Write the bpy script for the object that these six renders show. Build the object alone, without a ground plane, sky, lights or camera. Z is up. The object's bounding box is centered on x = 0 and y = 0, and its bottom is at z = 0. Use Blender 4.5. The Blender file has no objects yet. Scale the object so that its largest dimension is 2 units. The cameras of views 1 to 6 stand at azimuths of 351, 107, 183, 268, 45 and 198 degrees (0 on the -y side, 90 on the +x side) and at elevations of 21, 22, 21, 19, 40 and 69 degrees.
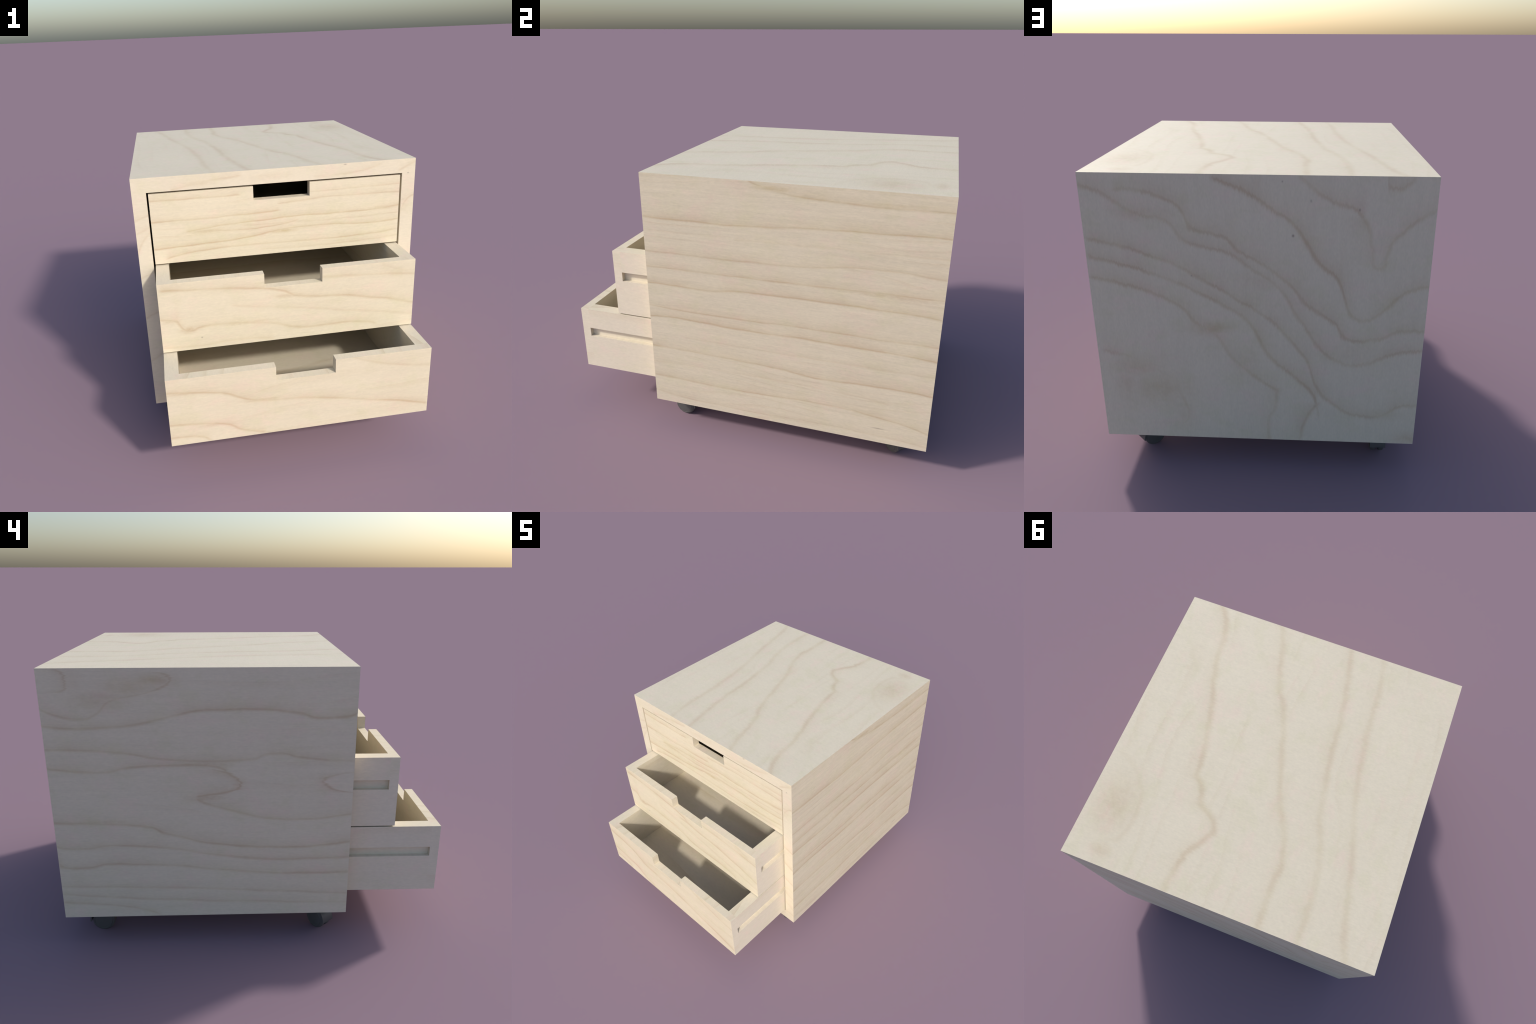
"""Plywood drawer cabinet on castors, two of its three drawers pulled out."""
import bpy, bmesh, math
from mathutils import Vector, Matrix

# ------------------------------------------------------------------ sizes (m)
HALF = 0.7503                    # half width of the carcass
FRONT, BACK = -0.50, 1.00        # y of the carcass
BASE, TOP = 0.164, 1.4896        # z of the carcass
SIDE, CROWN, SOLE = 0.0725, 0.0763, 0.0816   # board thicknesses
REAR = 0.070                     # back board
BOX_W, BOX_H, BOX_D = 0.668, 0.3794, 1.38    # drawer half width, height, depth
WALL, FACE, BED = 0.068, 0.0475, 0.076       # drawer side, front, floor thickness
NOTCH = (-0.1328, 0.1680, 0.0745)            # finger notch: from, to, depth
GROOVE = (0.2043, 0.2573, 0.026)             # side groove: low, high, depth
DRAWERS = ((1.0245, -0.4985), (0.6363, -0.7505), (0.2500, -1.0000))  # bottom z, front y
EPS = 0.012


# ------------------------------------------------------------------ node tools
class Tree:
    """Short-hand for building shader node trees."""

    def __init__(self, tree):
        self.t = tree

    def put(self, kind, **kw):
        n = self.t.nodes.new(kind)
        for k, v in kw.items():
            setattr(n, k, v)
        return n

    def feed(self, socket, value):
        if isinstance(value, bpy.types.NodeSocket):
            self.t.links.new(value, socket)
        elif value is not None:
            socket.default_value = value

    def math(self, op, a, b=None, c=None, clamp=False):
        n = self.put("ShaderNodeMath", operation=op, use_clamp=clamp)
        for s, v in zip(n.inputs, (a, b, c)):
            self.feed(s, v)
        return n.outputs[0]

    def xyz(self, x, y, z):
        n = self.put("ShaderNodeCombineXYZ")
        for s, v in zip(n.inputs, (x, y, z)):
            self.feed(s, v)
        return n.outputs[0]

    def noise(self, vec, scale=1.0, detail=2.0, rough=0.5):
        n = self.put("ShaderNodeTexNoise", noise_dimensions="3D")
        self.feed(n.inputs["Vector"], vec)
        n.inputs["Scale"].default_value = scale
        n.inputs["Detail"].default_value = detail
        n.inputs["Roughness"].default_value = rough
        return n.outputs["Fac"]

    def noise_uv(self, u, v, su, sv, seed, detail=2.0, rough=0.5):
        return self.noise(self.xyz(self.math("MULTIPLY", u, su), self.math("MULTIPLY", v, sv), seed), 1.0, detail, rough)

    def span(self, x, a, b, lo=0.0, hi=1.0, smooth=True):
        n = self.put("ShaderNodeMapRange", interpolation_type="SMOOTHSTEP" if smooth else "LINEAR", clamp=True)
        for s, v in zip(n.inputs, (x, a, b, lo, hi)):
            self.feed(s, v)
        return n.outputs[0]

    def mix(self, fac, a, b, mode="MIX"):
        n = self.put("ShaderNodeMix", data_type="RGBA", blend_type=mode)
        self.feed(n.inputs[0], fac)
        for s, v in ((n.inputs[6], a), (n.inputs[7], b)):
            self.feed(s, (*v, 1.0) if isinstance(v, tuple) else v)
        return n.outputs[2]


def new_group(name, ins, outs):
    g = bpy.data.node_groups.new(name, "ShaderNodeTree")
    for i in ins:
        g.interface.new_socket(i, in_out="INPUT", socket_type="NodeSocketFloat")
    for o in outs:
        g.interface.new_socket(o, in_out="OUTPUT", socket_type="NodeSocketFloat")
    t = Tree(g)
    i = t.put("NodeGroupInput")
    o = t.put("NodeGroupOutput")
    return g, t, {s.name: s for s in i.outputs}, {s.name: s for s in o.inputs}


STEP = 0.012     # curve step for the slope of a grain line


def make_line_group():
    """Darkness of one growth line: a thin core and a halo fading to its upper side."""
    g, t, i, o = new_group("growth_line", ("S", "V", "F", "G", "From", "To", "Low", "Range", "Length", "Width", "Halo", "Strength"), ("Dark",))
    f = t.math("MULTIPLY_ADD", i["F"], i["Range"], i["Low"])
    rise = t.math("MULTIPLY", t.math("SUBTRACT", i["G"], i["F"]), i["Range"])
    slope = t.math("DIVIDE", rise, t.math("MULTIPLY", i["Length"], STEP))
    norm = t.math("MINIMUM", t.math("SQRT", t.math("MULTIPLY_ADD", slope, slope, 1.0)), 2.4)
    d = t.math("DIVIDE", t.math("SUBTRACT", i["V"], f), norm)
    r = t.math("DIVIDE", d, i["Width"])
    core = t.math("EXPONENT", t.math("MULTIPLY", t.math("MULTIPLY", r, r), -1.0))
    fade = t.math("EXPONENT", t.math("DIVIDE", t.math("MULTIPLY", d, -1.0), t.math("MAXIMUM", i["Halo"], 0.001)))
    side = t.math("MULTIPLY", t.math("MINIMUM", fade, 1.0), t.span(d, -0.004, 0.004))
    dark = t.math("MAXIMUM", core, t.math("MULTIPLY", side, 0.62))
    ends = t.math("MULTIPLY", t.span(i["S"], t.math("SUBTRACT", i["From"], 0.02), t.math("ADD", i["From"], 0.012)),
                  t.span(i["S"], t.math("SUBTRACT", i["To"], 0.012), t.math("ADD", i["To"], 0.02), 1.0, 0.0))
    t.feed(o["Dark"], t.math("MULTIPLY", t.math("MULTIPLY", dark, ends), i["Strength"]))
    return g


def make_patch_group():
    """Soft oval stain."""
    g, t, i, o = new_group("stain_patch", ("U", "V", "U0", "V0", "Ru", "Rv", "Strength"), ("Dark",))
    a = t.math("DIVIDE", t.math("SUBTRACT", i["U"], i["U0"]), i["Ru"])
    b = t.math("DIVIDE", t.math("SUBTRACT", i["V"], i["V0"]), i["Rv"])
    q = t.math("ADD", t.math("MULTIPLY", a, a), t.math("MULTIPLY", b, b))
    t.feed(o["Dark"], t.math("MULTIPLY", t.math("EXPONENT", t.math("MULTIPLY", q, -1.0)), i["Strength"]))
    return g


LINE, PATCH = make_line_group(), make_patch_group()

PALE = (0.745, 0.667, 0.518)
ROSE = (0.765, 0.652, 0.520)
OLIVE = (0.722, 0.655, 0.488)
LINE_ROSE = (0.83, 0.745, 0.67)
LINE_TAN = (0.83, 0.77, 0.65)


def wood(name, u_axis, v_axis, fibre="u", lines=(), patches=(), knots=(), width=0.0045, halo=0.020,
         strength=1.0, seed=1.0, rings=0.0, ring_scale=8.0, lift=0.0, fibre_depth=0.24, tone=1.0, streak=0.0):
    """Pale birch veneer. lines: growth lines given by their course over the board as
    ('u' or 'v' = the axis it runs along, strength, [(along, across), ...])."""
    m = bpy.data.materials.new(name)
    m.use_nodes = True
    t = Tree(m.node_tree)
    bsdf = m.node_tree.nodes["Principled BSDF"]
    coord = t.put("ShaderNodeTexCoord").outputs["Object"]
    sep = t.put("ShaderNodeSeparateXYZ")
    t.feed(sep.inputs[0], coord)
    u, v = sep.outputs["xyz".index(u_axis)], sep.outputs["xyz".index(v_axis)]
    if lift:
        if v_axis == "z":
            v = t.math("ADD", v, lift)
    if not lines:
        rnd = t.put("ShaderNodeObjectInfo").outputs["Random"]
        sd = t.math("MULTIPLY_ADD", rnd, 37.0, seed)
    else:
        sd = seed
    sd2 = t.math("ADD", sd, 11.3)
    sd3 = t.math("ADD", sd, 23.7)

    def centred(x, amp):
        return t.math("MULTIPLY", t.math("SUBTRACT", x, 0.5), amp)

    if fibre == "v":      # veneer fibres run across the growth lines: lines look feathered
        vw = t.math("ADD", v, centred(t.noise_uv(u, v, 120.0, 12.0, sd, 4.0, 0.70), 0.042))
        vw = t.math("ADD", vw, centred(t.noise_uv(u, v, 16.0, 9.0, sd2, 2.0), 0.022))
        uw = t.math("ADD", u, centred(t.noise_uv(u, v, 10.0, 18.0, sd3, 2.0), 0.016))
    else:
        vw = t.math("ADD", v, centred(t.noise_uv(u, v, 5.0, 14.0, sd, 3.0, 0.55), 0.020))
        uw = t.math("ADD", u, centred(t.noise_uv(u, v, 7.0, 120.0, sd2, 2.0), 0.050))

    dark = None
    for along, power, pts in lines:
        s, w = (u, vw) if along == "u" else (v, uw)
        ps = sorted(pts)
        a0, a1 = ps[0][0], ps[-1][0]
        b0 = min(p[1] for p in ps) - 0.01
        br = max(p[1] for p in ps) - b0 + 0.01
        x = t.math("DIVIDE", t.math("SUBTRACT", s, a0), a1 - a0)
        outs = []
        for shift in (0.0, STEP):
            c = t.put("ShaderNodeFloatCurve")
            cur = c.mapping.curves[0]
            q = [((p[0] - a0) / (a1 - a0), (p[1] - b0) / br) for p in ps]
            cur.points[0].location, cur.points[-1].location = q[0], q[-1]
            for p in q[1:-1]:
                cur.points.new(*p)
            c.mapping.update()
            t.feed(c.inputs["Value"], t.math("ADD", x, shift) if shift else x)
            outs.append(c.outputs[0])
        n = t.put("ShaderNodeGroup", node_tree=LINE)
        for key, val in (("S", s), ("V", w), ("F", outs[0]), ("G", outs[1]), ("From", a0), ("To", a1), ("Low", b0), ("Range", br),
                         ("Length", a1 - a0), ("Width", width), ("Halo", halo), ("Strength", power * strength)):
            t.feed(n.inputs[key], val)
        dark = n.outputs[0] if dark is None else t.math("MAXIMUM", dark, n.outputs[0])
    if rings:
        phase = t.math("MULTIPLY_ADD", vw, ring_scale, t.math("MULTIPLY", t.noise_uv(u, v, 0.8, 2.2, sd3, 1.0), ring_scale * 0.45))
        saw = t.math("FRACT", t.math("ADD", phase, sd))
        thin = t.math("ADD", t.span(saw, 0.0, 0.06, 1.0, 0.0), t.math("MULTIPLY", t.span(saw, 0.62, 1.0), 0.55), clamp=True)
        some = t.span(t.noise_uv(u, v, 1.5, 5.0, sd2, 1.0), 0.40, 0.62)
        r = t.math("MULTIPLY", t.math("MULTIPLY", thin, some), rings)
        dark = r if dark is None else t.math("MAXIMUM", dark, r)
    along_noise = t.noise_uv(u, v, 5.0, 5.0, sd3, 2.0)
    if dark is not None:
        dark = t.math("MULTIPLY", dark, t.span(along_noise, 0.30, 0.68, 0.60, 1.30))
    for (pu, pv, ru, rv, power) in patches:
        n = t.put("ShaderNodeGroup", node_tree=PATCH)
        for key, val in zip(("U", "V", "U0", "V0", "Ru", "Rv", "Strength"), (uw, vw, pu, pv, ru, rv, power)):
            t.feed(n.inputs[key], val)
        stain = t.math("MULTIPLY", n.outputs[0], t.span(t.noise_uv(u, v, 26.0, 34.0, sd2, 4.0, 0.65), 0.30, 0.66, 0.60, 1.10))
        dark = stain if dark is None else t.math("MAXIMUM", dark, stain)

    # ground colour: pale birch with faint rosy and olive clouds
    cloud = t.noise_uv(u, v, 7.0, 10.0, sd2, 5.0, 0.65)
    cloud2 = t.noise_uv(u, v, 8.0, 11.0, sd3, 5.0, 0.65)
    base = t.mix(t.span(cloud, 0.50, 0.70), PALE, ROSE)
    base = t.mix(t.span(cloud2, 0.48, 0.70), base, OLIVE)
    # fibres and pores
    if fibre == "v":
        fine = t.noise_uv(u, v, 150.0, 50.0, sd, 4.0, 0.8)
    else:
        fine = t.noise_uv(u, v, 40.0, 130.0, sd, 4.0, 0.8)
    broad = t.noise_uv(u, v, 2.6, 2.6, sd, 2.0)
    val = t.math("ADD", t.math("MULTIPLY_ADD", fine, fibre_depth, 1.0 - fibre_depth * 0.5),
                 t.math("MULTIPLY_ADD", broad, 0.06, -0.03))
    spots = t.noise_uv(u, v, 62.0, 26.0, sd3, 5.0, 0.75) if fibre == "v" else t.noise_uv(u, v, 24.0, 70.0, sd3, 5.0, 0.75)
    val = t.math("ADD", val, t.math("MULTIPLY_ADD", spots, 0.13, -0.065))
    if streak:
        wide, long = ((9.0, 150.0), (2.5, 45.0)) if fibre == "u" else ((150.0, 9.0), (45.0, 2.5))
        lay = t.math("ADD", t.noise_uv(u, v, *wide, sd2, 3.0, 0.7), t.noise_uv(u, v, *long, sd3, 3.0, 0.6))
        val = t.math("ADD", val, t.math("MULTIPLY_ADD", lay, streak, -streak))
    tone_rgb = tone if isinstance(tone, tuple) else (tone, tone, tone)
    base = t.mix(1.0, base, tone_rgb, "MULTIPLY")
    base = t.mix(1.0, base, t.xyz(val, val, val), "MULTIPLY")
    if dark is not None:
        hue = t.mix(t.span(along_noise, 0.42, 0.60), LINE_TAN, LINE_ROSE)
        base = t.mix(t.math("MINIMUM", dark, 1.3), base, t.mix(1.0, base, hue, "MULTIPLY"))
    for (ku, kv, kr, power) in knots:
        n = t.put("ShaderNodeGroup", node_tree=PATCH)
        for key, value in zip(("U", "V", "U0", "V0", "Ru", "Rv", "Strength"), (u, v, ku, kv, kr[0], kr[1], power)):
            t.feed(n.inputs[key], value)
        base = t.mix(t.math("MINIMUM", n.outputs[0], 0.85), base, (0.20, 0.15, 0.12))
    t.feed(bsdf.inputs["Base Color"], base)
    bsdf.inputs["Roughness"].default_value = 0.62
    bsdf.inputs["Specular IOR Level"].default_value = 0.30
    b = t.put("ShaderNodeBump")
    b.inputs["Strength"].default_value = 0.05
    b.inputs["Distance"].default_value = 0.002
    t.feed(b.inputs["Height"], fine)
    t.feed(bsdf.inputs["Normal"], b.outputs[0])
    return m


def plastic(name, colour, rough):
    m = bpy.data.materials.new(name)
    m.use_nodes = True
    t = Tree(m.node_tree)
    bsdf = m.node_tree.nodes["Principled BSDF"]
    coord = t.put("ShaderNodeTexCoord").outputs["Object"]
    n = t.noise(coord, 60.0, 2.0)
    val = t.math("MULTIPLY_ADD", n, 0.2, 0.9)
    t.feed(bsdf.inputs["Base Color"], t.mix(1.0, colour, t.xyz(val, val, val), "MULTIPLY"))
    bsdf.inputs["Roughness"].default_value = rough
    bsdf.inputs["Specular IOR Level"].default_value = 0.35
    return m


# ------------------------------------------------------------------ the veneers
BACK_LINES = (
    ("u", 0.8, [(0.75, 1.435), (0.67, 1.411), (0.58, 1.351), (0.48, 1.306), (0.41, 1.296), (0.30, 1.192), (0.12, 1.142), (0.03, 1.078),
                (-0.08, 1.001), (-0.19, 0.83), (-0.37, 0.615), (-0.45, 0.598), (-0.63, 0.667), (-0.75, 0.683)]),
    ("u", 0.9, [(0.60, 1.417), (0.53, 1.423), (0.35, 1.365), (0.31, 1.319), (0.29, 1.262), (0.14, 1.217), (0.08, 1.153), (0.0, 1.111),
                (-0.15, 0.992), (-0.21, 0.913), (-0.35, 0.811), (-0.39, 0.751), (-0.45, 0.727), (-0.54, 0.738), (-0.66, 0.783), (-0.75, 0.78)]),
    ("u", 1.0, [(0.18, 1.473), (0.01, 1.396), (-0.06, 1.346), (-0.13, 1.306), (-0.29, 1.085), (-0.35, 1.036), (-0.43, 0.849),
                (-0.48, 0.832), (-0.54, 0.863), (-0.66, 0.976), (-0.75, 1.006)]),
    ("u", 0.8, [(-0.18, 1.488), (-0.32, 1.381), (-0.42, 1.342), (-0.455, 1.30)]),
    ("v", 0.8, [(1.31, -0.45), (1.271, -0.47), (1.18, -0.492), (1.10, -0.505)]),
    ("u", 0.9, [(-0.495, 1.11), (-0.53, 1.085), (-0.56, 1.105)]),
    ("v", 0.8, [(1.10, -0.555), (1.188, -0.57), (1.245, -0.61)]),
    ("u", 0.8, [(-0.605, 1.24), (-0.62, 1.253), (-0.66, 1.29), (-0.75, 1.353)]),
    ("u", 0.7, [(-0.54, 1.485), (-0.57, 1.44), (-0.65, 1.48)]),
    ("u", 0.9, [(0.74, 1.20), (0.43, 1.113), (0.33, 1.065), (0.03, 0.883), (-0.08, 0.803), (-0.16, 0.708), (-0.23, 0.61),
                (-0.28, 0.457), (-0.36, 0.38), (-0.44, 0.329), (-0.58, 0.321), (-0.67, 0.378), (-0.75, 0.381)]),
    ("u", 1.0, [(0.74, 1.117), (0.42, 1.024), (0.15, 0.892), (0.05, 0.823), (-0.05, 0.643), (-0.25, 0.443), (-0.28, 0.364)]),
    ("v", 0.8, [(0.38, -0.28), (0.266, -0.22), (0.17, -0.20)]),
    ("u", 1.0, [(0.74, 1.016), (0.40, 0.915), (0.33, 0.863), (0.28, 0.799), (0.21, 0.759), (0.10, 0.60), (-0.09, 0.45)]),
    ("v", 0.8, [(0.46, -0.09), (0.356, -0.08), (0.287, -0.05), (0.16, -0.05)]),
    ("u", 0.6, [(0.72, 0.64), (0.54, 0.586), (0.40, 0.46)]),
    ("v", 0.6, [(0.47, 0.40), (0.381, 0.36), (0.299, 0.34), (0.243, 0.37)]),
)
BACK_PATCHES = ((0.46, 0.44, 0.14, 0.08, 0.55), (0.57, 0.56, 0.12, 0.06, 0.50), (0.63, 0.46, 0.05, 0.10, 0.42), (0.36, 0.30, 0.05, 0.10, 0.32), (0.06, 0.60, 0.06, 0.08, 0.35), (-0.02, 1.02, 0.14, 0.05, 0.30), (-0.40, 0.66, 0.16, 0.06, 0.30), (0.21, 0.775, 0.09, 0.035, 0.8),
                (0.22, 1.25, 0.09, 0.03, 0.45), (0.0, 1.44, 0.03, 0.08, 0.3), (-0.72, 0.19, 0.07, 0.04, 0.6), (-0.55, 0.33, 0.12, 0.03, 0.4),
                (0.52, 1.32, 0.10, 0.03, 0.45), (0.40, 1.31, 0.06, 0.03, 0.4))
BACK_KNOTS = ((-0.156, 1.227, (0.005, 0.006), 0.75), (-0.432, 1.346, (0.004, 0.006), 0.6), (-0.229, 1.381, (0.004, 0.006), 0.4),
              (-0.109, 1.462, (0.003, 0.004), 0.5), (0.289, 1.032, (0.003, 0.003), 0.5))

TOP_LINES = (
    ("u", 0.9, [(-0.50, 0.58), (-0.34, 0.507), (-0.18, 0.483), (0.12, 0.392), (0.39, 0.326), (0.44, 0.322), (0.48, 0.276), (0.56, 0.25),
                (0.67, 0.14), (0.70, 0.155), (0.85, 0.227), (1.0, 0.241)]),
    ("u", 0.8, [(-0.50, 0.24), (-0.35, 0.183), (-0.22, 0.15), (0.01, 0.039), (0.39, -0.083), (0.60, -0.184), (0.72, -0.211), (0.81, -0.202), (1.0, -0.211)]),
    ("u", 0.7, [(-0.50, -0.148), (-0.08, -0.228), (0.09, -0.243), (0.38, -0.289), (0.59, -0.356), (0.71, -0.38), (1.0, -0.395)]),
    ("u", 0.65, [(-0.50, -0.328), (-0.34, -0.357), (0.0, -0.381), (0.25, -0.422), (0.63, -0.519), (0.88, -0.573), (1.0, -0.613)]),
    ("v", 0.45, [(0.717, 0.46), (0.62, 0.51), (0.545, 0.60)]),
    ("u", 0.45, [(0.58, 0.55), (0.69, 0.513), (0.79, 0.514), (0.88, 0.57)]),
)
TOP_PATCHES = ((0.71, 0.62, 0.14, 0.10, 0.55), (0.93, 0.585, 0.035, 0.05, 0.55), (0.36, 0.365, 0.10, 0.03, 0.3), (0.42, -0.09, 0.10, 0.03, 0.3))

RIGHT_LINES = (
    ("u", 1.0, [(0.07, 1.488), (0.29, 1.437), (0.43, 1.426), (1.0, 1.417)]),
    ("u", 1.1, [(-0.50, 1.266), (-0.14, 1.262), (0.46, 1.29), (1.0, 1.302)]),
    ("u", 0.8, [(-0.50, 1.08), (0.23, 1.085), (0.74, 1.122), (0.88, 1.113), (1.0, 1.105)]),
    ("u", 0.9, [(-0.50, 0.993), (0.2, 0.997), (1.0, 1.007)]),
    ("u", 1.1, [(-0.50, 0.902), (-0.16, 0.899), (0.0, 0.914), (0.59, 0.921), (1.0, 0.908)]),
    ("u", 0.9, [(-0.50, 0.766), (-0.16, 0.758), (0.4, 0.764), (1.0, 0.762)]),
    ("u", 1.1, [(-0.50, 0.702), (-0.33, 0.71), (0.0, 0.699), (0.54, 0.702), (1.0, 0.684)]),
    ("u", 1.0, [(-0.50, 0.521), (0.23, 0.503), (0.44, 0.485), (0.79, 0.497), (1.0, 0.490)]),
    ("u", 0.9, [(-0.50, 0.331), (0.10, 0.325), (0.50, 0.334), (0.68, 0.324), (1.0, 0.264)]),
    ("u", 0.5, [(-0.50, 0.230), (0.0, 0.20), (0.5, 0.21), (1.0, 0.19)]),
    ("u", 0.4, [(0.0, 1.19), (0.4, 1.20), (1.0, 1.205)]),
    ("u", 0.4, [(-0.3, 0.60), (0.3, 0.595), (1.0, 0.60)]),
    ("u", 0.4, [(-0.5, 0.42), (0.3, 0.43), (0.8, 0.40)]),
)
RIGHT_PATCHES = ((0.20, 1.462, 0.10, 0.014, 0.9), (0.75, 0.997, 0.25, 0.014, 0.7), (0.75, 1.43, 0.25, 0.012, 0.6))
RIGHT_KNOTS = ((0.756, 0.249, (0.030, 0.003), 0.55),)

LEFT_LINES = (
    ("v", 0.7, [(1.485, 0.91), (1.449, 0.87), (1.42, 0.87), (1.39, 0.88), (1.375, 0.94)]),
    ("v", 0.8, [(1.47, 0.50), (1.447, 0.39), (1.422, 0.39), (1.392, 0.44), (1.36, 0.55)]),
    ("u", 0.8, [(0.53, 1.365), (0.67, 1.333), (0.75, 1.267), (0.81, 1.247), (1.0, 1.302)]),
    ("u", 0.9, [(1.0, 1.217), (0.77, 1.205), (0.26, 1.284), (0.14, 1.293), (0.0, 1.292), (-0.24, 1.269), (-0.30, 1.25), (-0.36, 1.247), (-0.50, 1.275)]),
    ("u", 0.8, [(1.0, 1.096), (0.71, 1.087), (0.26, 1.034), (0.01, 1.042), (-0.06, 1.068), (-0.11, 1.073), (-0.22, 1.05), (-0.50, 1.025)]),
    ("u", 0.9, [(1.0, 1.003), (0.74, 0.984), (0.61, 1.005), (0.23, 1.011), (0.13, 0.971)]),
    ("v", 1.0, [(0.985, 0.17), (0.965, 0.12), (0.931, 0.07), (0.903, 0.06), (0.875, 0.12), (0.862, 0.18)]),
    ("u", 0.9, [(0.12, 0.872), (0.20, 0.86), (0.28, 0.849)]),
    ("u", 0.9, [(0.28, 0.835), (0.20, 0.80), (0.03, 0.752), (-0.10, 0.727), (-0.20, 0.719), (-0.50, 0.745)]),
    ("v", 0.9, [(0.969, -0.50), (0.953, -0.41), (0.926, -0.35), (0.891, -0.38), (0.868, -0.44), (0.861, -0.50)]),
    ("u", 0.9, [(1.0, 0.714), (0.53, 0.689), (0.45, 0.652), (-0.12, 0.564), (-0.50, 0.588)]),
    ("u", 0.8, [(1.0, 0.583), (0.87, 0.568), (0.73, 0.584), (-0.12, 0.495), (-0.50, 0.501)]),
    ("u", 0.8, [(1.0, 0.491), (0.86, 0.457), (0.74, 0.48), (0.59, 0.477), (-0.23, 0.411), (-0.50, 0.413)]),
    ("u", 0.6, [(1.0, 0.353), (0.44, 0.335), (-0.50, 0.283)]),
    ("u", 0.6, [(1.0, 0.308), (0.44, 0.264), (-0.50, 0.231)]),
    ("u", 0.6, [(1.0, 0.256), (0.62, 0.215), (0.50, 0.175)]),
)
LEFT_PATCHES = ((0.46, 1.43, 0.09, 0.030, 0.80), (0.58, 1.40, 0.14, 0.045, 0.55), (0.72, 1.34, 0.14, 0.05, 0.48), (0.85, 1.43, 0.06, 0.05, 0.30), (0.23, 1.017, 0.10, 0.016, 0.8), (0.24, 0.84, 0.08, 0.022, 0.8),
                (0.07, 0.91, 0.04, 0.03, 0.5), (0.75, 0.715, 0.20, 0.016, 0.55), (0.80, 0.585, 0.12, 0.025, 0.4), (0.02, 1.293, 0.08, 0.012, 0.6))

FRONT_LINES = (
    ("u", 0.5, [(-0.75, 1.10), (-0.70, 1.18), (-0.66, 1.22)]), ("u", 0.5, [(-0.75, 1.20), (-0.66, 1.235)]), ("u", 0.5, [(-0.75, 1.27), (-0.66, 1.30)]),
    ("u", 0.6, [(-0.55, 1.42), (-0.36, 1.45), (-0.20, 1.468)]), ("u", 0.5, [(0.20, 1.43), (0.36, 1.435), (0.55, 1.47)]),
    ("u", 0.6, [(0.66, 1.10), (0.70, 1.25), (0.75, 1.29)]), ("u", 0.5, [(0.66, 1.43), (0.75, 1.475)]),
    ("u", 0.6, [(0.66, 0.93), (0.75, 0.90)]), ("u", 0.6, [(0.66, 0.78), (0.75, 0.735)]), ("u", 0.6, [(0.66, 0.62), (0.75, 0.58)]),
    ("u", 0.5, [(0.66, 0.47), (0.75, 0.42)]), ("u", 0.6, [(0.66, 0.36), (0.75, 0.30)]), ("u", 0.5, [(0.66, 0.25), (0.75, 0.24)]),
    ("u", 0.5, [(-0.75, 0.95), (-0.66, 0.99)]), ("u", 0.5, [(-0.75, 0.72), (-0.66, 0.76)]), ("u", 0.5, [(-0.75, 0.45), (-0.66, 0.50)]),
)
FRONT_PATCHES = ((-0.42, 1.441, 0.08, 0.012, 0.5), (-0.05, 1.45, 0.10, 0.015, 0.3), (0.70, 1.25, 0.02, 0.05, 0.4))
FRONT_KNOTS = ((0.36, 1.483, (0.008, 0.003), 0.6), (0.711, 1.413, (0.005, 0.003), 0.6))

UPPER_LINES = (
    ("u", 0.8, [(-0.67, 1.369), (-0.45, 1.366), (-0.21, 1.367)]),
    ("u", 0.9, [(-0.67, 1.257), (-0.4, 1.256), (-0.20, 1.257), (0.0, 1.265)]),
    ("u", 1.0, [(-0.49, 1.189), (0.15, 1.226), (0.34, 1.222), (0.67, 1.239)]),
    ("u", 0.8, [(-0.44, 1.185), (-0.26, 1.178), (-0.12, 1.176), (0.1, 1.20)]),
    ("u", 1.0, [(-0.67, 1.105), (-0.23, 1.126), (0.19, 1.164), (0.54, 1.152), (0.67, 1.16)]),
    ("u", 0.8, [(-0.60, 1.052), (-0.28, 1.085), (0.41, 1.084), (0.66, 1.101)]),
    ("u", 0.6, [(0.0, 1.30), (0.3, 1.315), (0.67, 1.31)]), ("u", 0.5, [(0.17, 1.35), (0.67, 1.358)]),
    ("u", 0.5, [(-0.2, 1.20), (0.3, 1.19), (0.67, 1.195)]), ("u", 0.5, [(-0.1, 1.055), (0.3, 1.05), (0.67, 1.065)]),
)
UPPER_PATCHES = ((-0.38, 1.183, 0.10, 0.010, 0.7), (0.011, 1.148, 0.08, 0.010, 1.0), (0.57, 1.233, 0.09, 0.014, 0.7), (0.2, 1.16, 0.2, 0.012, 0.4))
MIDDLE_LINES = (
    ("u", 0.7, [(0.17, 0.968), (0.45, 0.955), (0.67, 0.937)]),
    ("u", 0.9, [(-0.65, 0.981), (-0.15, 0.94), (-0.04, 0.914), (0.04, 0.88), (0.33, 0.846), (0.67, 0.766)]),
    ("u", 0.9, [(-0.67, 0.823), (-0.59, 0.807), (-0.52, 0.745), (-0.47, 0.758), (-0.36, 0.765), (-0.23, 0.755), (-0.11, 0.74), (0.02, 0.703),
                (0.11, 0.692), (0.32, 0.692), (0.46, 0.667)]),
    ("u", 0.6, [(-0.66, 0.665), (-0.50, 0.655), (-0.30, 0.665), (-0.1, 0.65)]),
    ("u", 0.4, [(-0.3, 0.86), (0.1, 0.80), (0.67, 0.70)]),
)
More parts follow.
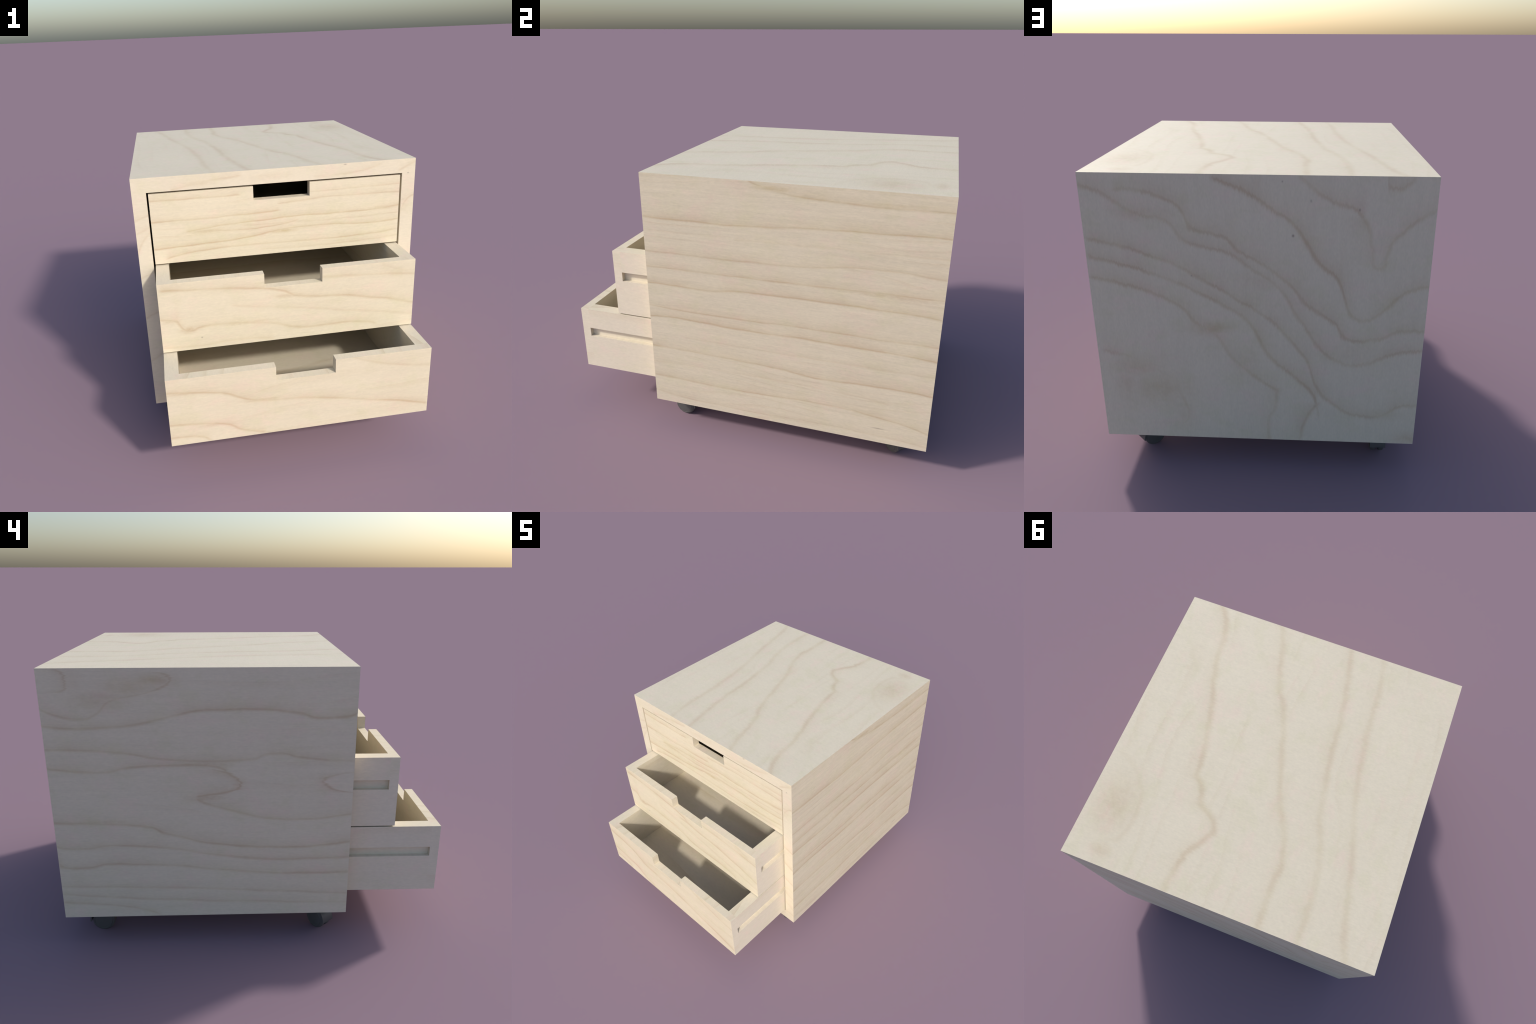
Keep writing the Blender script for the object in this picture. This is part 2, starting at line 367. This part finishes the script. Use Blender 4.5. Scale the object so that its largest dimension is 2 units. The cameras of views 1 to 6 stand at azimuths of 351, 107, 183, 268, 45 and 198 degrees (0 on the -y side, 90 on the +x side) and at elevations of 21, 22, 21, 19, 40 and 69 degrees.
MIDDLE_PATCHES = ((-0.526, 0.752, 0.035, 0.018, 1.1), (-0.22, 0.757, 0.12, 0.010, 0.8), (0.0, 0.885, 0.09, 0.012, 0.7), (0.3, 0.692, 0.15, 0.010, 0.4),
                  (-0.62, 0.81, 0.05, 0.014, 0.5))
MIDDLE_KNOTS = ((-0.466, 0.70, (0.004, 0.004), 0.6),)
LOWER_LINES = (
    ("u", 0.6, [(0.21, 0.652), (0.37, 0.589), (0.50, 0.558), (0.67, 0.53)]),
    ("u", 1.0, [(-0.67, 0.558), (-0.42, 0.526), (-0.23, 0.457), (0.02, 0.432), (0.40, 0.36), (0.66, 0.299)]),
    ("u", 0.9, [(-0.67, 0.373), (-0.38, 0.336), (-0.32, 0.301), (-0.2, 0.26)]),
    ("u", 0.8, [(-0.67, 0.297), (-0.53, 0.288), (-0.48, 0.264)]),
)
LOWER_PATCHES = ((-0.55, 0.545, 0.12, 0.010, 0.8), (-0.20, 0.455, 0.10, 0.012, 0.8), (-0.42, 0.345, 0.10, 0.010, 0.6), (0.05, 0.43, 0.06, 0.010, 0.6))

M_TOP = wood("birch_top", "y", "x", "v", TOP_LINES, TOP_PATCHES, seed=2.0, width=0.018, halo=0.030, strength=0.63, rings=0.24, ring_scale=11.0, streak=0.05, tone=0.98)
M_BACK = wood("birch_back", "x", "z", "v", BACK_LINES, BACK_PATCHES, BACK_KNOTS, seed=3.0, width=0.011, halo=0.040, strength=0.80, streak=0.06, tone=0.99)
M_RIGHT = wood("birch_right", "y", "z", "u", RIGHT_LINES, RIGHT_PATCHES, RIGHT_KNOTS, seed=4.0, width=0.006, halo=0.030, strength=0.88, fibre_depth=0.30, rings=0.45, ring_scale=20.0, streak=0.17, tone=(0.905, 0.90, 0.885))
M_LEFT = wood("birch_left", "y", "z", "u", LEFT_LINES, LEFT_PATCHES, seed=5.0, width=0.008, halo=0.028, strength=0.88, rings=0.25, ring_scale=9.0, streak=0.08, tone=0.99)
M_FRONT = wood("birch_front", "x", "z", "u", FRONT_LINES, FRONT_PATCHES, FRONT_KNOTS, seed=6.0, width=0.007, strength=0.8, tone=0.955)
M_PLAIN_Y = wood("birch_plain_long", "y", "z", "u", seed=7.0, rings=0.45, ring_scale=7.0, tone=0.93)  # tone lowered to paint in the dimmer light on inner walls
M_SIDE = wood("birch_drawer_side", "y", "z", "u", seed=14.0, rings=0.35, ring_scale=6.0, streak=0.06, tone=(1.035, 1.035, 1.06))
M_FLOOR = wood("birch_plain_floor", "x", "y", "u", seed=8.0, rings=0.6, ring_scale=4.0, tone=0.88)  # same birch, albedo darkened to deepen shade inside the drawers
M_RIM = wood("birch_rim", "y", "x", "u", seed=9.0, rings=0.6, ring_scale=9.0, tone=0.93)
M_CROSS = wood("birch_plain_cross", "x", "z", "u", seed=10.0, rings=0.55, ring_scale=7.0, tone=0.90)  # interior shadow baked into tone: weak bounce light on inner cross boards
M_FACES = (
    wood("birch_upper_face", "x", "z", "u", UPPER_LINES, UPPER_PATCHES, seed=11.0, lift=DRAWERS[0][0], width=0.005, halo=0.018, strength=0.95, rings=0.4, ring_scale=20.0, streak=0.10, tone=(0.955, 0.952, 0.925)),
    wood("birch_middle_face", "x", "z", "u", MIDDLE_LINES, MIDDLE_PATCHES, MIDDLE_KNOTS, seed=12.0, lift=DRAWERS[1][0], width=0.008, halo=0.024, strength=0.85, rings=0.3, streak=0.09, tone=(0.94, 0.937, 0.91)),
    wood("birch_lower_face", "x", "z", "u", LOWER_LINES, LOWER_PATCHES, seed=13.0, lift=DRAWERS[2][0], width=0.008, halo=0.026, strength=0.85, rings=0.3, streak=0.09, tone=(0.925, 0.917, 0.892)),
)
M_WHEEL = plastic("dark_wheel_plastic", (0.095, 0.094, 0.092), 0.50)
M_HOOD = plastic("dark_hood_plastic", (0.100, 0.099, 0.097), 0.42)
M_STEEL = plastic("dull_steel", (0.30, 0.30, 0.31), 0.40)


# ------------------------------------------------------------------ mesh tools
def link(ob, parent=None):
    bpy.context.scene.collection.objects.link(ob)
    if parent is not None:
        ob.parent = parent
    return ob


def face_materials(me, pick):
    """Give every face the material that pick(normal, centre) names."""
    slots = []
    for p in me.polygons:
        m = pick(p.normal, p.center)
        if m not in slots:
            slots.append(m)
            me.materials.append(m)
        p.material_index = slots.index(m)


def prism(outline, axis, a, b):
    """Closed solid: a 2D outline (in the other two axes, in order) drawn out along an axis."""
    bm = bmesh.new()
    def at(p, t):
        return {"x": (t, p[0], p[1]), "y": (p[0], t, p[1]), "z": (p[0], p[1], t)}[axis]
    r0 = [bm.verts.new(at(p, a)) for p in outline]
    r1 = [bm.verts.new(at(p, b)) for p in outline]
    n = len(outline)
    bm.faces.new(r0)
    bm.faces.new(r1[::-1])
    for i in range(n):
        bm.faces.new((r0[i], r0[(i + 1) % n], r1[(i + 1) % n], r1[i]))
    bmesh.ops.recalc_face_normals(bm, faces=bm.faces)
    return bm


def as_mesh(bm, name):
    me = bpy.data.meshes.new(name)
    bm.to_mesh(me)
    bm.free()
    return me


def box(x0, x1, y0, y1, z0, z1):
    return prism([(x0, z0), (x1, z0), (x1, z1), (x0, z1)], "y", y0, y1)


def join(bms):
    out = bmesh.new()
    for b in bms:
        me = as_mesh(b, "piece")
        out.from_mesh(me)
        bpy.data.meshes.remove(me)
    return out


# ------------------------------------------------------------------ carcass
cabinet = link(bpy.data.objects.new("wooden_drawer_cabinet", None))
cabinet.empty_display_size = 0.2
cabinet["label"] = "pale birch plywood drawer cabinet on dark castors, two drawers open"
cabinet["category"] = "drawer cabinet"


def carcass_pick(n, c):
    if n.z > 0.9 and c.z > TOP - 0.01:
        return M_TOP
    if n.y > 0.9 and c.y > BACK - 0.01:
        return M_BACK
    if n.y < -0.9 and c.y < FRONT + 0.01:
        return M_FRONT
    if n.x > 0.9 and c.x > HALF - 0.01:
        return M_RIGHT
    if n.x < -0.9 and c.x < -HALF + 0.01:
        return M_LEFT
    if abs(n.z) > 0.9:
        return M_FLOOR
    if abs(n.y) > 0.9:
        return M_CROSS
    return M_PLAIN_Y


inner_x, inner_t, inner_b = HALF - SIDE, TOP - CROWN, BASE + SOLE
mid_y = BACK - REAR
# the four boards meet in mitres, so each outer face is one unbroken veneer
ring_boards = (
    ("top_panel", [(-HALF, TOP), (HALF, TOP), (inner_x, inner_t), (-inner_x, inner_t)]),
    ("side_panel", [(HALF, TOP), (HALF, BASE), (inner_x, inner_b), (inner_x, inner_t)]),
    ("bottom_panel", [(HALF, BASE), (-HALF, BASE), (-inner_x, inner_b), (inner_x, inner_b)]),
    ("side_panel", [(-HALF, BASE), (-HALF, TOP), (-inner_x, inner_t), (-inner_x, inner_b)]),
)
for name, outline in ring_boards:
    me = as_mesh(prism(outline, "y", FRONT, mid_y), name)
    face_materials(me, carcass_pick)
    link(bpy.data.objects.new(name, me), cabinet)
me = as_mesh(box(-HALF, HALF, mid_y, BACK, BASE, TOP), "back_panel")
face_materials(me, carcass_pick)
link(bpy.data.objects.new("back_panel", me), cabinet)

# runners that carry the drawers in their side grooves
for z0, _ in DRAWERS:
    for s in (1, -1):
        lo, hi = sorted((s * inner_x, s * (BOX_W - GROOVE[2] + 0.004)))
        me = as_mesh(box(lo, hi, FRONT + 0.12, mid_y - 0.02, z0 + GROOVE[0] + 0.004, z0 + GROOVE[1] - 0.004), "drawer_runner")
        me.materials.append(M_PLAIN_Y)
        link(bpy.data.objects.new("drawer_runner", me), cabinet)


# ------------------------------------------------------------------ drawers
def side_board(sign):
    """Side of a drawer with a groove along its outer face (closed at the drawer front)."""
    o, i, g = BOX_W, BOX_W - WALL, BOX_W - GROOVE[2]
    prof = [(i, 0), (o, 0), (o, GROOVE[0]), (g, GROOVE[0]), (g, GROOVE[1]), (o, GROOVE[1]), (o, BOX_H), (i, BOX_H)]
    return prism([(sign * x, z) for x, z in prof], "y", FACE, BOX_D)


def drawer_pick(n, c):
    if n.z > 0.9 and c.z > BOX_H - 0.1 and (abs(c.x) > BOX_W - WALL or c.y < FACE + 0.01):
        return M_RIM
    if abs(c.x) > BOX_W - 0.03 and GROOVE[0] - 0.01 < c.z < GROOVE[1] + 0.01:
        return M_SIDE
    if abs(n.z) > 0.9:
        return M_FLOOR
    if abs(n.y) > 0.9:
        return M_CROSS
    return M_SIDE if abs(c.x) > BOX_W - 0.03 else M_PLAIN_Y


inner = BOX_W - WALL
body = join([side_board(1), side_board(-1), box(-inner, inner, BOX_D - WALL, BOX_D, 0, BOX_H), box(-inner, inner, FACE, BOX_D - WALL, 0, BED)])
bmesh.ops.remove_doubles(body, verts=body.verts, dist=1e-5)
box_mesh = as_mesh(body, "drawer")
face_materials(box_mesh, drawer_pick)

for (z0, y0), mat in zip(DRAWERS, M_FACES):
    drawer = link(bpy.data.objects.new("drawer", box_mesh), cabinet)
    drawer.location = (0, y0, z0)
    a, b, d = NOTCH
    outline = [(-BOX_W, 0), (BOX_W, 0), (BOX_W, BOX_H), (b, BOX_H), (b, BOX_H - d), (a, BOX_H - d), (a, BOX_H), (-BOX_W, BOX_H)]
    me = as_mesh(prism(outline, "y", 0.0, FACE), "drawer_front")
    face_materials(me, lambda n, c, mat=mat: mat if n.y < -0.9 else drawer_pick(n, c))
    link(bpy.data.objects.new("drawer_front", me), drawer)


# ------------------------------------------------------------------ castors
WHEEL_R, WHEEL_T, TRACK = 0.062, 0.031, 0.0230     # radius, thickness, half distance of the wheels


def lathe(profile, steps=48):
    """Turn a (radius, along) profile about the x axis."""
    bm = bmesh.new()
    rings = []
    for k in range(steps):
        a = 2 * math.pi * k / steps
        rings.append([bm.verts.new((h, r * math.cos(a), r * math.sin(a))) for r, h in profile])
    for k in range(steps):
        p, q = rings[k], rings[(k + 1) % steps]
        for j in range(len(profile) - 1):
            bm.faces.new((p[j], q[j], q[j + 1], p[j + 1]))
    bmesh.ops.remove_doubles(bm, verts=bm.verts, dist=1e-6)
    bmesh.ops.recalc_face_normals(bm, faces=bm.faces)
    return bm


def smooth(me, angle=0.6):
    me.polygons.foreach_set("use_smooth", [True] * len(me.polygons))
    me.set_sharp_from_angle(angle=angle)


h = WHEEL_T / 2
wheel_profile = [(0.0, h + 0.001), (0.030, h), (0.046, h - 0.002), (0.0485, h - 0.004), (0.050, h - 0.003), (0.056, h - 0.005), (0.0605, h - 0.009),
                 (WHEEL_R, h - 0.014), (WHEEL_R, -h + 0.006), (0.0595, -h + 0.001), (0.054, -h), (0.0, -h)]
wheel_mesh = as_mesh(lathe(wheel_profile), "castor_wheel")
wheel_mesh.materials.append(M_WHEEL)
smooth(wheel_mesh, 0.5)

# hood: a curved shell over both wheels, lower on the leading (+y) side, with a web between them
hood_parts = []
arc = []
for k in range(25):
    a = math.radians(-3 + k * 158 / 24)
    arc.append((math.cos(a), math.sin(a)))
ro, ri = 0.0735, 0.0665
shell = [(ro * c, ro * s) for c, s in arc] + [(ri * c, ri * s) for c, s in arc[::-1]]
hood_parts.append(prism(shell, "x", -0.0385, 0.0385))
web = [(0.066 * c, 0.066 * s) for c, s in arc] + [(-0.045, -0.010), (0.0, -0.022), (0.045, -0.028)]
hood_parts.append(prism(web, "x", -0.0055, 0.0055))
hood_mesh = as_mesh(join(hood_parts), "castor")
hood_mesh.materials.append(M_HOOD)
smooth(hood_mesh, 0.5)

stem_mesh = as_mesh(lathe([(0.0, 0.064), (0.011, 0.064), (0.011, 0.096), (0.0, 0.096)], 24), "castor_stem")
stem_mesh.transform(Matrix.Rotation(-math.pi / 2, 4, "Y"))
stem_mesh.materials.append(M_STEEL)
smooth(stem_mesh)
plate_mesh = as_mesh(box(-0.045, 0.045, -0.045, 0.045, BASE - WHEEL_R - 0.006, BASE - WHEEL_R - 0.0005), "castor_plate")
plate_mesh.materials.append(M_STEEL)

# wheel centre x, y and the direction the hood faces (degrees from +x)
CASTORS = ((-0.598, 0.833, 90.0), (-0.620, -0.371, 219.0), (0.575, 0.838, 45.0), (0.597, -0.383, 82.0))
for x, y, heading in CASTORS:
    castor = link(bpy.data.objects.new("castor", hood_mesh), cabinet)
    castor.location = (x, y, WHEEL_R)
    castor.rotation_euler = (0, 0, math.radians(heading - 90))
    for s in (1, -1):
        w = link(bpy.data.objects.new("castor_wheel", wheel_mesh), castor)
        w.location = (s * TRACK, 0, 0)
        w.rotation_euler = (0, 0, 0 if s > 0 else math.pi)
    link(bpy.data.objects.new("castor_stem", stem_mesh), castor)
    link(bpy.data.objects.new("castor_plate", plate_mesh), castor)
